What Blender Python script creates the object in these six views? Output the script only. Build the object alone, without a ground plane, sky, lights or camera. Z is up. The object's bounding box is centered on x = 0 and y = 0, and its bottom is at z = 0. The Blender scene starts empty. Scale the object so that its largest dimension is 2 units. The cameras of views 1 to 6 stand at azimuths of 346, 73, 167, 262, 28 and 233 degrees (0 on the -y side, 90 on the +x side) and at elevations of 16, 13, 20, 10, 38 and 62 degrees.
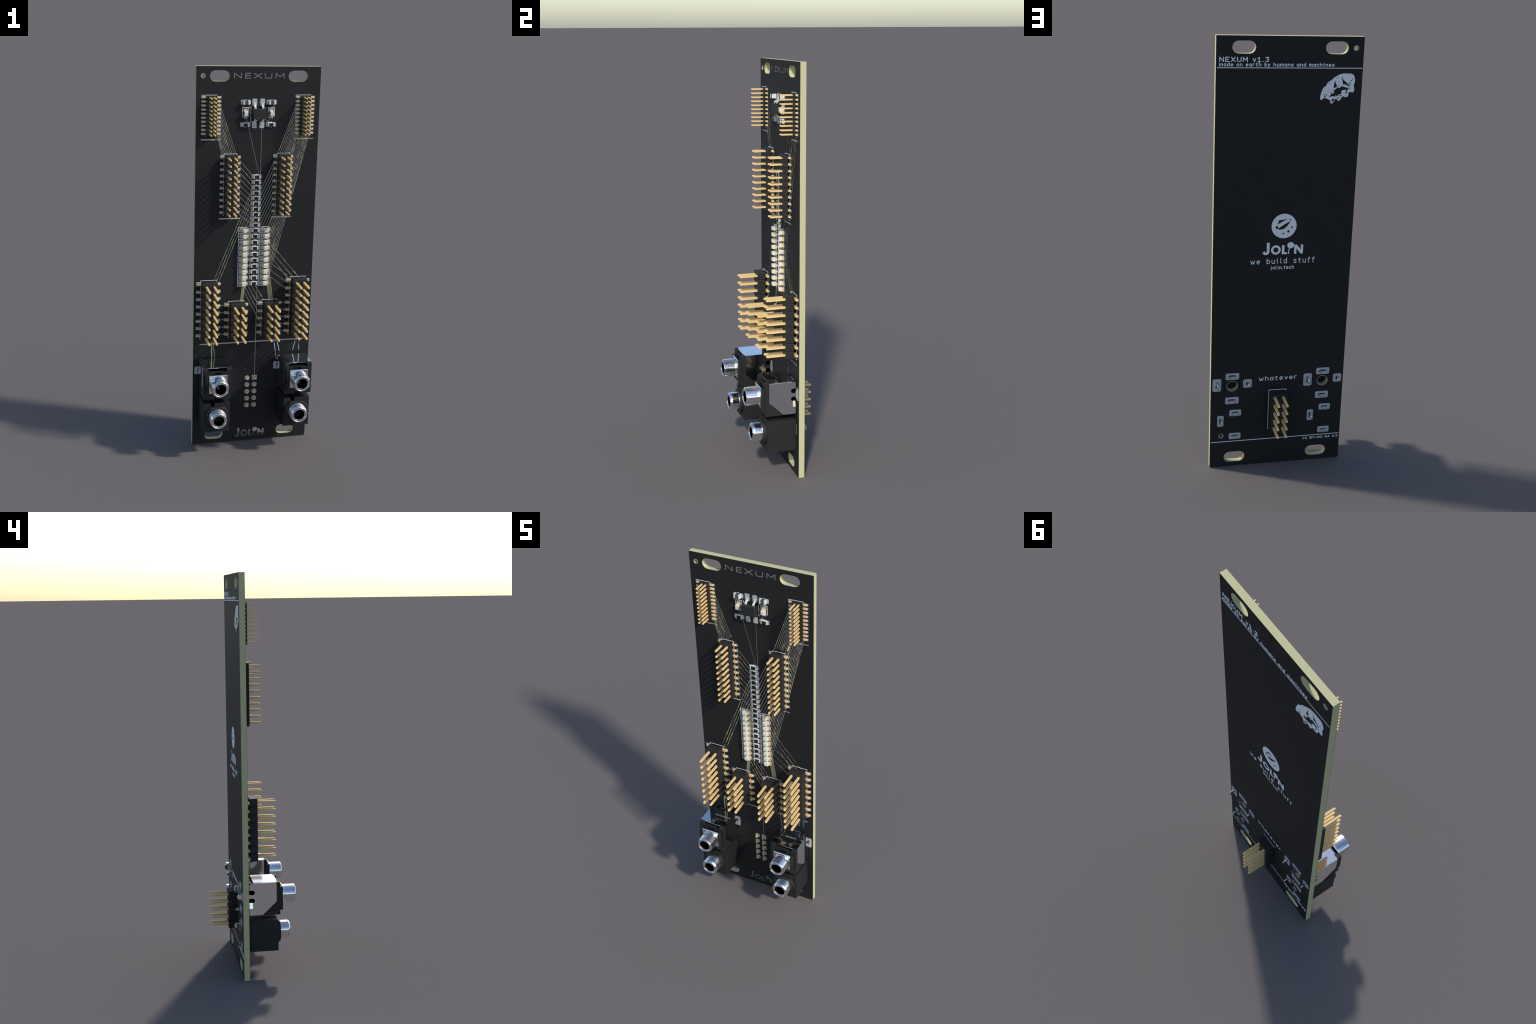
"""Eurorack-style breakout panel: an upright black circuit board with pin headers,
four audio jacks, LED ladder, resistors, traces and silkscreen lettering.
All lengths below are millimetres on the real board (x right, y depth, z up);
M scales them to the 2.00 m frame."""
import bpy, bmesh, math
from mathutils import Vector

M = 2.0 / 128.5
YF, YB = 2.634, 4.517            # front and back face of the board
HALF_W, HEIGHT = 20.13, 128.5

# ------------------------------------------------------------------ materials
def principled(name, color, rough=0.5, metal=0.0, spec=0.5, grain=0.0, grain_scale=400.0, bump=0.0):
    m = bpy.data.materials.new(name)
    m.use_nodes = True
    nt = m.node_tree
    b = nt.nodes["Principled BSDF"]
    b.inputs["Base Color"].default_value = (*color, 1)
    b.inputs["Roughness"].default_value = rough
    b.inputs["Metallic"].default_value = metal
    b.inputs["Specular IOR Level"].default_value = spec
    if grain or bump:
        tc = nt.nodes.new("ShaderNodeTexCoord")
        n = nt.nodes.new("ShaderNodeTexNoise")
        n.inputs["Scale"].default_value = grain_scale
        n.inputs["Detail"].default_value = 3
        nt.links.new(tc.outputs["Object"], n.inputs["Vector"])
        if grain:
            r = nt.nodes.new("ShaderNodeValToRGB")
            r.color_ramp.elements[0].position = 0.3
            r.color_ramp.elements[1].position = 0.7
            r.color_ramp.elements[0].color = (*[c * (1 - grain) for c in color], 1)
            r.color_ramp.elements[1].color = (*[min(1, c * (1 + grain)) for c in color], 1)
            nt.links.new(n.outputs["Fac"], r.inputs["Fac"])
            nt.links.new(r.outputs["Color"], b.inputs["Base Color"])
        if bump:
            bp = nt.nodes.new("ShaderNodeBump")
            bp.inputs["Strength"].default_value = bump
            bp.inputs["Distance"].default_value = 0.001
            nt.links.new(n.outputs["Fac"], bp.inputs["Height"])
            nt.links.new(bp.outputs["Normal"], b.inputs["Normal"])
    return m

FR4_COL = (0.525, 0.508, 0.285)
FR4 = principled("glass_fibre", FR4_COL, 0.8, spec=0.12, grain=0.012, grain_scale=120)
MASK = principled("black_solder_mask", (0.0165, 0.0165, 0.0168), 0.65, spec=0.24, grain=0.05, grain_scale=60)
SILK = principled("white_silkscreen", (0.86, 0.87, 0.88), 0.7, spec=0.2)
PAD = principled("tinned_pad", (0.45, 0.46, 0.475), 0.5, spec=0.4)
DULL_METAL = principled("contact_spring", (0.16, 0.16, 0.17), 0.35, metal=1.0)  # metal darkened so the boxes inside the bore show only dim grey glints
CHROME = principled("polished_nickel", (0.93, 0.93, 0.94), 0.09, metal=1.0)
COPPER_BRIGHT = principled("bright_copper", (0.93, 0.93, 0.94), 0.04, metal=1.0)
GOLD = principled("gold_plating", (0.80, 0.57, 0.255), 0.55, spec=0.4, grain=0.04, grain_scale=300)
PLASTIC = principled("black_nylon", (0.024, 0.0235, 0.0235), 0.6, spec=0.3)
JACK_BLACK = principled("black_jack_plastic", (0.019, 0.019, 0.0195), 0.55, spec=0.3)
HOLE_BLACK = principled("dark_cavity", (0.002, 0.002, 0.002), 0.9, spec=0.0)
TIN = principled("tin_terminal", (0.72, 0.72, 0.66), 0.5, spec=0.4)
CERAMIC = principled("white_ceramic", (0.80, 0.79, 0.68), 0.6, spec=0.3)
LENS = principled("milky_lens", (0.74, 0.73, 0.61), 0.5, spec=0.3)
RES_TOP = principled("resistor_glaze", (0.016, 0.016, 0.017), 0.5, spec=0.3)
CAP_GREY = principled("capacitor_body", (0.075, 0.075, 0.078), 0.6, spec=0.3)
OLIVE = principled("bare_laminate", FR4_COL, 0.75, spec=0.15)

def trace_material():
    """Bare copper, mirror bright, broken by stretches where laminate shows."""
    m = bpy.data.materials.new("bright_trace")
    m.use_nodes = True
    nt = m.node_tree
    b = nt.nodes["Principled BSDF"]
    tc = nt.nodes.new("ShaderNodeTexCoord")
    n = nt.nodes.new("ShaderNodeTexNoise")
    n.inputs["Scale"].default_value = 26.0
    n.inputs["Detail"].default_value = 2.0
    oi = nt.nodes.new("ShaderNodeObjectInfo")
    mul = nt.nodes.new("ShaderNodeMath"); mul.operation = 'MULTIPLY'; mul.inputs[1].default_value = 37.0
    add = nt.nodes.new("ShaderNodeVectorMath"); add.operation = 'ADD'
    nt.links.new(oi.outputs["Random"], mul.inputs[0])
    nt.links.new(tc.outputs["Object"], add.inputs[0])
    nt.links.new(mul.outputs["Value"], add.inputs[1])
    nt.links.new(add.outputs["Vector"], n.inputs["Vector"])
    r = nt.nodes.new("ShaderNodeValToRGB")
    r.color_ramp.interpolation = 'CONSTANT'
    r.color_ramp.elements[0].position = 0.0
    r.color_ramp.elements[0].color = (1, 1, 1, 1)
    r.color_ramp.elements[1].position = 0.53
    r.color_ramp.elements[1].color = (0, 0, 0, 1)
    nt.links.new(n.outputs["Fac"], r.inputs["Fac"])
    mx = nt.nodes.new("ShaderNodeMix")
    mx.data_type = 'RGBA'
    nt.links.new(r.outputs["Color"], mx.inputs["Factor"])
    mx.inputs["A"].default_value = (*FR4_COL, 1)
    mx.inputs["B"].default_value = (0.93, 0.93, 0.94, 1)
    nt.links.new(mx.outputs["Result"], b.inputs["Base Color"])
    nt.links.new(r.outputs["Color"], b.inputs["Metallic"])
    mr = nt.nodes.new("ShaderNodeMapRange")
    mr.inputs["To Min"].default_value = 0.75
    mr.inputs["To Max"].default_value = 0.04
    nt.links.new(r.outputs["Color"], mr.inputs["Value"])
    nt.links.new(mr.outputs["Result"], b.inputs["Roughness"])
    return m
TRACE = trace_material()

# ------------------------------------------------------------------ helpers
scene = bpy.context.scene
col = scene.collection

def empty(name, parent=None):
    o = bpy.data.objects.new(name, None)
    o.empty_display_size = 0.05
    col.objects.link(o)
    o.parent = parent
    return o

def link(name, me, parent, loc=(0, 0, 0)):
    o = bpy.data.objects.new(name, me)
    o.location = Vector(loc) * M
    col.objects.link(o)
    o.parent = parent
    return o

class Geo:
    """Collects solids in millimetres and turns them into one mesh."""
    def __init__(self):
        self.v, self.f, self.mi, self.sm = [], [], [], []
    def add(self, verts, faces, mi=0, smooth=False):
        k = len(self.v)
        self.v += [tuple(p) for p in verts]
        for f in faces:
            self.f.append([i + k for i in f]); self.mi.append(mi); self.sm.append(smooth)
    def box(self, x0, x1, y0, y1, z0, z1, mi=0):
        self.add([(x, y, z) for x in (x0, x1) for y in (y0, y1) for z in (z0, z1)],
                 [(0, 1, 3, 2), (4, 6, 7, 5), (0, 4, 5, 1), (2, 3, 7, 6), (0, 2, 6, 4), (1, 5, 7, 3)], mi)
    def loft(self, rings, mi=0, smooth=False, caps=True):
        """rings: list of equally long lists of 3D points"""
        n = len(rings[0])
        vs = [p for r in rings for p in r]
        fs = [(i * n + j, i * n + (j + 1) % n, (i + 1) * n + (j + 1) % n, (i + 1) * n + j)
              for i in range(len(rings) - 1) for j in range(n)]
        self.add(vs, fs, mi, smooth)
        if caps:
            self.add(rings[0], [list(range(n))[::-1]], mi)
            self.add(rings[-1], [list(range(n))], mi)
    def prism(self, outline, y0, y1, mi=0):
        """outline in (x,z), extruded along depth"""
        self.loft([[(x, y0, z) for x, z in outline], [(x, y1, z) for x, z in outline]], mi)
    def side_prism(self, outline, x0, x1, mi=0):
        """outline in (y,z), extruded across"""
        self.loft([[(x0, y, z) for y, z in outline], [(x1, y, z) for y, z in outline]], mi)
    def lathe(self, profile, cx, cz, n=64, mi=0, smooth=True):
        """profile: (radius, y) pairs around an axis along depth"""
        rings = [[(cx + r * math.cos(2 * math.pi * j / n), y, cz + r * math.sin(2 * math.pi * j / n))
                  for j in range(n)] for r, y in profile]
        self.loft(rings, mi, smooth, caps=False)
    def mesh(self, name, *mats):
        me = bpy.data.meshes.new(name)
        me.from_pydata([(x * M, y * M, z * M) for x, y, z in self.v], [], self.f)
        for m in mats:
            me.materials.append(m)
        bm = bmesh.new(); bm.from_mesh(me)
        bm.faces.ensure_lookup_table()
        for i, f in enumerate(bm.faces):
            f.material_index = self.mi[i]; f.smooth = self.sm[i]
        bmesh.ops.remove_doubles(bm, verts=bm.verts, dist=1e-6)
        bmesh.ops.recalc_face_normals(bm, faces=bm.faces)
        bm.to_mesh(me); bm.free()
        if any(self.sm):
            me.set_sharp_from_angle(angle=math.radians(32))
        return me

def circle(cx, cz, r, n=32, a0=0.0):
    return [(cx + r * math.cos(a0 + 2 * math.pi * i / n), cz + r * math.sin(a0 + 2 * math.pi * i / n)) for i in range(n)]

def stadium(cx, cz, w, h, n=8):
    """slot with round ends, w wide and h high"""
    pts = []
    if w >= h:
        r, d = h / 2, (w - h) / 2
        for s, a in ((1, -math.pi / 2), (-1, math.pi / 2)):
            pts += [(cx + s * d + r * math.cos(a + math.pi * i / n), cz + r * math.sin(a + math.pi * i / n)) for i in range(n + 1)]
    else:
        r, d = w / 2, (h - w) / 2
        for s, a in ((1, 0), (-1, math.pi)):
            pts += [(cx + r * math.cos(a + math.pi * i / n), cz + s * d + r * math.sin(a + math.pi * i / n)) for i in range(n + 1)]
    return pts

def round_rect(cx, cz, w, h, r, n=5):
    pts = []
    for sx, sz, a in ((1, 1, 0), (-1, 1, 90), (-1, -1, 180), (1, -1, 270)):
        for i in range(n + 1):
            t = math.radians(a + 90 * i / n)
            pts.append((cx + sx * (w / 2 - r) + r * math.cos(t), cz + sz * (h / 2 - r) + r * math.sin(t)))
    return pts

def plate_mesh(name, loops, y0, y1, mat):
    """flat sheet from closed (x,z) loops; inner loops are holes"""
    cu = bpy.data.curves.new(name, 'CURVE')
    cu.dimensions = '2D'; cu.fill_mode = 'BOTH'
    cu.extrude = abs(y1 - y0) / 2
    for lp in loops:
        s = cu.splines.new('POLY')
        s.points.add(len(lp) - 1)
        for p, (x, z) in zip(s.points, lp):
            p.co = (x, z, 0, 1)
        s.use_cyclic_u = True
    tmp = bpy.data.objects.new("tmp_sheet", cu)
    col.objects.link(tmp)
    dg = bpy.context.evaluated_depsgraph_get()
    dg.update()
    me = bpy.data.meshes.new_from_object(tmp.evaluated_get(dg))
    bpy.data.objects.remove(tmp); bpy.data.curves.remove(cu)
    ym = (y0 + y1) / 2
    for v in me.vertices:
        x, z, w = v.co
        v.co = (x * M, (ym - w) * M, z * M)
    me.name = name
    me.materials.clear(); me.materials.append(mat)
    for p in me.polygons:
        p.use_smooth = False; p.material_index = 0
    bm = bmesh.new(); bm.from_mesh(me)
    bmesh.ops.remove_doubles(bm, verts=bm.verts, dist=1e-6)
    bmesh.ops.recalc_face_normals(bm, faces=bm.faces)
    bm.to_mesh(me); bm.free()
    return me

_lift = [0]
def capsule(geo, a, b, w, face, out, th=0.035, n=5):
    """one straight stroke with round ends lying on a board face (out=-1 front, +1 back)"""
    _lift[0] = (_lift[0] + 1) % 16
    t = th + 0.0022 * _lift[0]
    d = Vector((b[0] - a[0], b[1] - a[1]))
    ang = math.atan2(d.y, d.x)
    pts = []
    for c, s in ((b, -math.pi / 2), (a, math.pi / 2)):
        for i in range(n + 1):
            q = ang + s + math.pi * i / n
            pts.append((c[0] + w / 2 * math.cos(q), c[1] + w / 2 * math.sin(q)))
    geo.prism(pts, face, face + out * t)

def stroke(geo, pts, w, face, out, closed=False, th=0.035):
    seq = list(pts) + ([pts[0]] if closed else [])
    for a, b in zip(seq, seq[1:]):
        capsule(geo, a, b, w, face, out, th)

# ------------------------------------------------------------------ the thing
root = empty("circuit_board_panel")
root["label"] = "tall black circuit board panel with gold pin headers and audio jacks"
root["category"] = "circuit board"

JX = (-13.73, 13.73)                       # jack axes

# through holes: mounting slots, tooling holes, jack holes, pin holes, tab slots
mount_slots = [stadium(x, z, 6.42, 3.42, 6) for x in (-12.66, 12.66) for z in (125.49, 3.03)]
tooling = [circle(-17.95, 125.48, 0.66, 16), circle(16.82, 10.35, 0.66, 16)]
jack_bores = [circle(x, 26.78, 1.58, 24) for x in JX]
pin_rows = [23.32 - 2.54 * k for k in range(5)]
pin_holes = [circle(s * 1.27, z, 0.5, 14) for s in (-1, 1) for z in pin_rows]

# solder lugs of one jack: dx, z, pad w, pad h, corner, slot w, slot h, lug half width, reach
LUGS = [(0.0, 29.93, 4.06, 2.12, .45, 2.35, .95, .88, 6.25),
        (4.58, 27.35, 2.58, 4.05, .55, .95, 2.35, 1.15, 6.15),
        (-4.58, 27.35, 2.62, 2.75, .55, .90, 1.55, .68, 6.25),
        (0.0, 22.05, 4.06, 2.22, .45, 2.35, .95, .88, 6.25),
        (-1.10, 17.88, 3.58, 2.05, .40, 2.0, .80, .80, 6.30),
        (3.30, 15.37, 1.92, 3.60, .40, .72, 2.1, .85, 6.30),
        (-1.10, 10.10, 3.60, 2.04, .40, 2.0, .80, .80, 5.85)]
lug_slots = [stadium(x + dx, z, sw, sh, 5) for x in JX for dx, z, _, _, _, sw, sh, _, _ in LUGS]

outline = [(-HALF_W, 0.0), (HALF_W, 0.0), (HALF_W, HEIGHT), (-HALF_W, HEIGHT)]
holes = mount_slots + tooling + jack_bores + pin_holes + lug_slots
DEPTH = .055                     # solder mask thickness: traces lie this deep
link("laminate_core", plate_mesh("laminate_core", [outline] + holes, YF + DEPTH, YB - .02, FR4), root)
mask_f = plate_mesh("solder_mask", [outline] + holes, YF, YF + DEPTH - .0015, MASK)
mask_b = plate_mesh("solder_mask", [outline] + holes, YB - .019, YB, MASK)
front_mask = link("solder_mask", mask_f, root); link("solder_mask", mask_b, root)
openings = Geo()                 # everything that is cut out of the front mask

# bright rims round the drilled holes
for cx, cz, r in [(-17.95, 125.48, .66), (16.82, 10.35, .66), (JX[0], 26.78, 1.58), (JX[1], 26.78, 1.58)]:
    for y0, y1 in ((YF - .03, YF - .001), (YB + .001, YB + .03)):
        link("hole_rim", plate_mesh("hole_rim", [circle(cx, cz, r + .11, 24), circle(cx, cz, r + .005, 24)], y0, y1, PAD), root)

# ------------------------------------------------------------------ pads
def pad(cx, cz, w, h, r=0.0, hole=None, back=False, out=.045, outline=None):
    o = outline or (round_rect(cx, cz, w, h, r) if r else
                    [(cx - w / 2, cz - h / 2), (cx + w / 2, cz - h / 2), (cx + w / 2, cz + h / 2), (cx - w / 2, cz + h / 2)])
    y0, y1 = (YB + .001, YB + out) if back else (YF - out, YF - .001)
    return link("solder_pad", plate_mesh("solder_pad", [o] + ([hole] if hole else []), y0, y1, PAD), root)

_pad_cache = {}
def repeat_pad(cx, cz, w, h, r=0.0):
    """front pad sharing its mesh with its like"""
    key = (w, h, r)
    if key not in _pad_cache:
        o = round_rect(0, 0, w, h, r) if r else [(-w / 2, -h / 2), (w / 2, -h / 2), (w / 2, h / 2), (-w / 2, h / 2)]
        _pad_cache[key] = plate_mesh("solder_pad", [o], YF - .045, YF - .001, PAD)
    return link("solder_pad", _pad_cache[key], root, (cx, 0, cz))

def barrel_plating(loop_out, loop_in):
    return link("plated_hole", plate_mesh("plated_hole", [loop_out, loop_in], YF - .02, YB + .02, PAD), root)

for x in JX:
    for dx, z, pw, ph, pr, sw, sh, lw, reach in LUGS:
        for back in (False, True):
            pad(x + dx, z, pw, ph, pr, stadium(x + dx, z, sw, sh, 5), back)
        barrel_plating(stadium(x + dx, z, sw - .01, sh - .01, 5), stadium(x + dx, z, sw - .12, sh - .12, 5))

for s in (-1, 1):
    for i, z in enumerate(pin_rows):
        hole = circle(s * 1.27, z, .5, 14)
        if s == 1 and i == 0:
            for b in (False, True): pad(1.27, z, 1.75, 1.75, 0, hole, b)
        else:
            for b in (False, True): pad(0, 0, 0, 0, 0, hole, b, outline=circle(s * 1.27, z, .87, 24))

# ------------------------------------------------------------------ pin headers
def pin_mesh(name, w, y_tip, y_root, taper_root=False):
    g = Geo()
    def ring(y, k):
        h = w / 2 * k
        return [(-h, y, -h), (h, y, -h), (h, y, h), (-h, y, h)]
    rs = [ring(y_tip, .55), ring(y_tip + (y_root - y_tip > 0 and 1 or -1) * w * .35, 1.0)]
    if taper_root:
        rs += [ring(y_root - w * .35, 1.0), ring(y_root, .55)]
    else:
        rs += [ring(y_root, 1.0)]
    g.loft(rs)
    return g.mesh(name, GOLD)

def lead_mesh(w, thick, x0, x1):
    """flat foot: leaves the housing, rests on the pad, rounded toe"""
    g = Geo()
    y0, y1 = YF - .05 - thick, YF - .05
    c = w * .24
    o = [(x0, -w / 2), (x1 - c, -w / 2), (x1, -w / 2 + c), (x1, w / 2 - c), (x1 - c, w / 2), (x0, w / 2)]
    g.loft([[(x, y0, z) for x, z in [(x0, -w / 2), (x1 - c * 1.6, -w / 2), (x1 - c * .7, -w / 2 + c), (x1 - c * .7, w / 2 - c), (x1 - c * 1.6, w / 2), (x0, w / 2)]],
            [(x, y0 + c, z) for x, z in o], [(x, y1, z) for x, z in o]])
    return g.mesh("lead", GOLD)

def housing_mesh(rows, pitch, half, y_front, y_back, c):
    """black body: one chamfered block per row, all joined"""
    g = Geo()
    right = []
    for k in range(rows):
        zc = -pitch * k
        right += [(half - c, zc + pitch / 2), (half, zc + pitch / 2 - c), (half, zc - pitch / 2 + c), (half - c, zc - pitch / 2)]
    # drop doubled seam points
    seam = [right[0]]
    for p in right[1:]:
        if (Vector(p) - Vector(seam[-1])).length > 1e-5:
            seam.append(p)
    pts = seam + [(-x, z) for x, z in reversed(seam)]
    e = .09
    ins = []
    n = len(pts)
    for i, (x, z) in enumerate(pts):
        ins.append((x - math.copysign(e, x), z if 0 < i % (n // 2) < n // 2 - 1 else z - math.copysign(e, z + pitch * (rows - 1) / 2)))
    g.loft([[(x, y_back, z) for x, z in pts], [(x, y_front + e, z) for x, z in pts], [(x, y_front, z) for x, z in ins]])
    return g.mesh("pin_header", PLASTIC)

def smd_header(cx, z_top, rows, pitch, half, y_front, y_back, tip, pin_w, pin_dx, pad_dx, pad_w, pad_h, lead_w, lead_end, chamfer, shift=(0.0, 0.0)):
    for s in (-1, 1):
        for k in range(rows):
            repeat_pad(cx + s * pad_dx, z_top - pitch * k, pad_w, pad_h)
    body = link("pin_header", housing_mesh(rows, pitch, half, y_front, y_back, chamfer), root, (cx + shift[0], 0, z_top + shift[1]))
    pm = pin_mesh("pin", pin_w, tip, y_front + .3)
    lm = {}
    x0 = pin_dx - pin_w / 2
    lm[1] = lead_mesh(lead_w, pin_w, x0, lead_end)
    lm[-1] = lm[1].copy()
    for v in lm[-1].vertices: v.co.x *= -1
    lm[-1].flip_normals()
    for k in range(rows):
        for s in (-1, 1):
            link("pin", pm, body, (s * pin_dx, 0, -pitch * k))
            link("lead", lm[s], body, (0, 0, -pitch * k))

def outline_mark(cx, z_top, rows, pitch, half, pad_h, pad_outer, side_ticks):
    """white footprint corner: bracket over the header with pin-one step on the left, ticks between the pads"""
    g = Geo(); w = .13
    zt = z_top + pitch / 2 + .07
    zs = z_top + pad_h / 2 + .28
    L, R = -half - .11, half + .11
    stroke(g, [(cx - pad_outer, zs), (cx + L, zs), (cx + L, zt), (cx + R, zt), (cx + R, zs + .03)], w, YF, -1)
    zb = z_top - pitch * (rows - 1) - pitch / 2 - .07
    zbs = z_top - pitch * (rows - 1) - pad_h / 2 - .28
    stroke(g, [(cx + L, zbs), (cx + L, zb), (cx + R, zb), (cx + R, zbs)], w, YF, -1)
    if side_ticks:
        for k in range(rows - 1):
            a = z_top - pitch * k - pad_h / 2 - .28
            b = z_top - pitch * (k + 1) + pad_h / 2 + .28
            for X in (L, R):
                capsule(g, (cx + X, a), (cx + X, b), w, YF, -1)
    link("footprint_mark", g.mesh("footprint_mark", SILK), root)

X1, X2, X3, X4 = 15.25, 8.725, 15.25, 5.70
for s in (-1, 1):
    smd_header(s * X1, 118.87, 10, 1.27, 1.70, 1.70, 2.26, -1.85, .40, .635, 1.95, 2.42, .76, .46, 2.84, .12)
    outline_mark(s * X1, 118.87, 10, 1.27, 1.70, .76, 3.15, False)
    smd_header(s * X2, 99.85, 10, 2.00, 2.00, 0.48, 2.01, -3.40, .50, 1.00, 2.175, 2.37, .87, .52, 2.98, .16, (-.09, -.02))
    outline_mark(s * X2, 99.85, 10, 2.00, 2.00, .87, 3.36, True)
    smd_header(s * X3, 57.60, 8, 2.54, 2.54, -0.74, 1.76, -6.76, .64, 1.27, 2.525, 3.17, 1.02, .64, 3.78, .20)
    outline_mark(s * X3, 57.60, 8, 2.54, 2.54, 1.02, 4.10, True)
    smd_header(s * X4, 49.97, 5, 2.54, 2.54, -0.74, 1.76, -6.76, .64, 1.27, 2.525, 3.17, 1.02, .64, 3.78, .20)
    outline_mark(s * X4, 49.97, 5, 2.54, 2.54, 1.02, 4.10, True)

# power header on the back, its pins poke through to the front
g = housing_mesh(5, 2.54, 2.54, 7.18, 4.62, .20)
back_header = link("pin_header", g, root, (0, 0, pin_rows[0]))
gg = Geo()
def sq(y, k):
    h = .32 * k
    return [(-h, y, -h), (h, y, -h), (h, y, h), (-h, y, h)]
gg.loft([sq(13.06, .6), sq(12.85, 1), sq(1.68, 1), sq(1.47, .6)])
bp = gg.mesh("pin", GOLD)
for s in (-1, 1):
    for k in range(5):
        link("pin", bp, back_header, (s * 1.27, 0, -2.54 * k))

# ------------------------------------------------------------------ resistors, capacitors, LEDs
def block(g, x0, x1, y0, y1, z0, z1, mi=0, e=.06):
    """box whose front edges are slightly rounded off"""
    g.loft([[(x0, y1, z0), (x1, y1, z0), (x1, y1, z1), (x0, y1, z1)],
            [(x0, y0 + e, z0), (x1, y0 + e, z0), (x1, y0 + e, z1), (x0, y0 + e, z1)],
            [(x0 + e, y0, z0 + e), (x1 - e, y0, z0 + e), (x1 - e, y0, z1 - e), (x0 + e, y0, z1 - e)]], mi)

def chip_meshes(height, half_h, term, mid_mat, mid_inset):
    b = YF - .05
    g = Geo(); block(g, -.98 + term, .98 - term, b - height + mid_inset, b, -half_h, half_h, 0)
    body = g.mesh("chip_body", mid_mat)
    ends = []
    for s in (-1, 1):
        g = Geo(); xs = sorted((s * 1.0, s * (1.0 - term)))
        block(g, xs[0], xs[1], b - height, b, -half_h, half_h)
        ends.append(g.mesh("terminal", TIN))
    return body, ends

g = Geo()
b = YF - .05
block(g, -.72, .72, b - .46, b, -.62, .62)
res_body = g.mesh("resistor", CERAMIC)
g = Geo(); block(g, -.70, .70, b - .545, b - .44, -.61, .48, e=.03)
res_glaze = g.mesh("glaze", RES_TOP)
_, res_ends = chip_meshes(.55, .63, .31, RES_TOP, 0)
cap_body, cap_ends = chip_meshes(1.25, .63, .48, CAP_GREY, .03)

def comp_marks(g, cx, cz):
    for s in (1, -1):
        capsule(g, (cx - .24, cz + s * .77), (cx + .24, cz + s * .77), .13, YF, -1)

marks = Geo()
def resistor(cx, cz):
    for s in (-1, 1): repeat_pad(cx + s * 1.02, cz, 1.22, 1.42, .26)
    o = link("resistor", res_body, root, (cx, 0, cz))
    link("glaze", res_glaze, o)
    for e in res_ends: link("terminal", e, o)
    comp_marks(marks, cx, cz)

def capacitor(cx, cz):
    for s in (-1, 1): repeat_pad(cx + s * 1.02, cz, 1.22, 1.45, .26)
    o = link("capacitor", cap_body, root, (cx, 0, cz))
    for e in cap_ends: link("terminal", e, o)
    comp_marks(marks, cx, cz)

RES_X = 0.0
res_z = [93.40 - 1.778 * k for k in range(10)] + [75.60 - 2.032 * k for k in range(10)]
for z in res_z: resistor(-.02, z)
capacitor(-4.19, 117.32); capacitor(4.19, 117.30)
resistor(-4.19, 110.22); resistor(4.19, 110.22)

# LED: ceramic base, wrapped gold contacts, tapered milky lens
g = Geo(); block(g, -.62, .62, b - .46, b, -.56, .56)
led_base = g.mesh("light", CERAMIC)
led_contacts = []
for s in (-1, 1):
    g = Geo(); xs = sorted((s * 1.0, s * .58))
    block(g, xs[0], xs[1], b - .50, b, -.52, .52, e=.04)
    led_contacts.append(g.mesh("contact", GOLD))
g = Geo()
def lr(y, hx, hz): return [(-hx, y, -hz), (hx, y, -hz), (hx, y, hz), (-hx, y, hz)]
g.loft([lr(b - .44, .74, .60), lr(b - 1.28, .62, .53), lr(b - 1.35, .57, .48)])
led_lens = g.mesh("lens", LENS)

def led(cx, cz, upright=False):
    rot = math.pi / 2 if upright else 0
    for s in (-1, 1):
        if upright: repeat_pad(cx, cz + s * 1.02, 1.36, 1.10, .22)
        else: repeat_pad(cx + s * 1.02, cz, 1.15, 1.38, .30)
    o = link("light", led_base, root, (cx, 0, cz)); o.rotation_euler = (0, rot, 0)
    link("lens", led_lens, o)
    for c in led_contacts: link("contact", c, o)

led_z = [75.62 - 2.032 * k for k in range(10)]
for cx in (-3.58, 3.62):
    for z in led_z:
        led(cx, z)
        L = cx - 1.92
        stroke(marks, [(cx + 1.05, z + 1.0), (L, z + 1.0), (L, z - 1.0)], .14, YF, -1)
    stroke(marks, [(L, led_z[-1] - 1.0), (cx + 1.05, led_z[-1] - 1.0)], .14, YF, -1)
for cx in (-4.20, 4.20):
    led(cx, 113.77, True)
    stroke(marks, [(cx - 1.02, 112.75), (cx - 1.02, 115.66), (cx + 1.02, 115.66), (cx + 1.02, 112.75)], .15, YF, -1)
capsule(marks, (-2.45, 110.98), (-2.45, 115.9), .14, YF, -1)
capsule(marks, (2.45, 111.9), (2.45, 115.6), .14, YF, -1)
link("component_marks", marks.mesh("component_marks", SILK), root)

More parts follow.
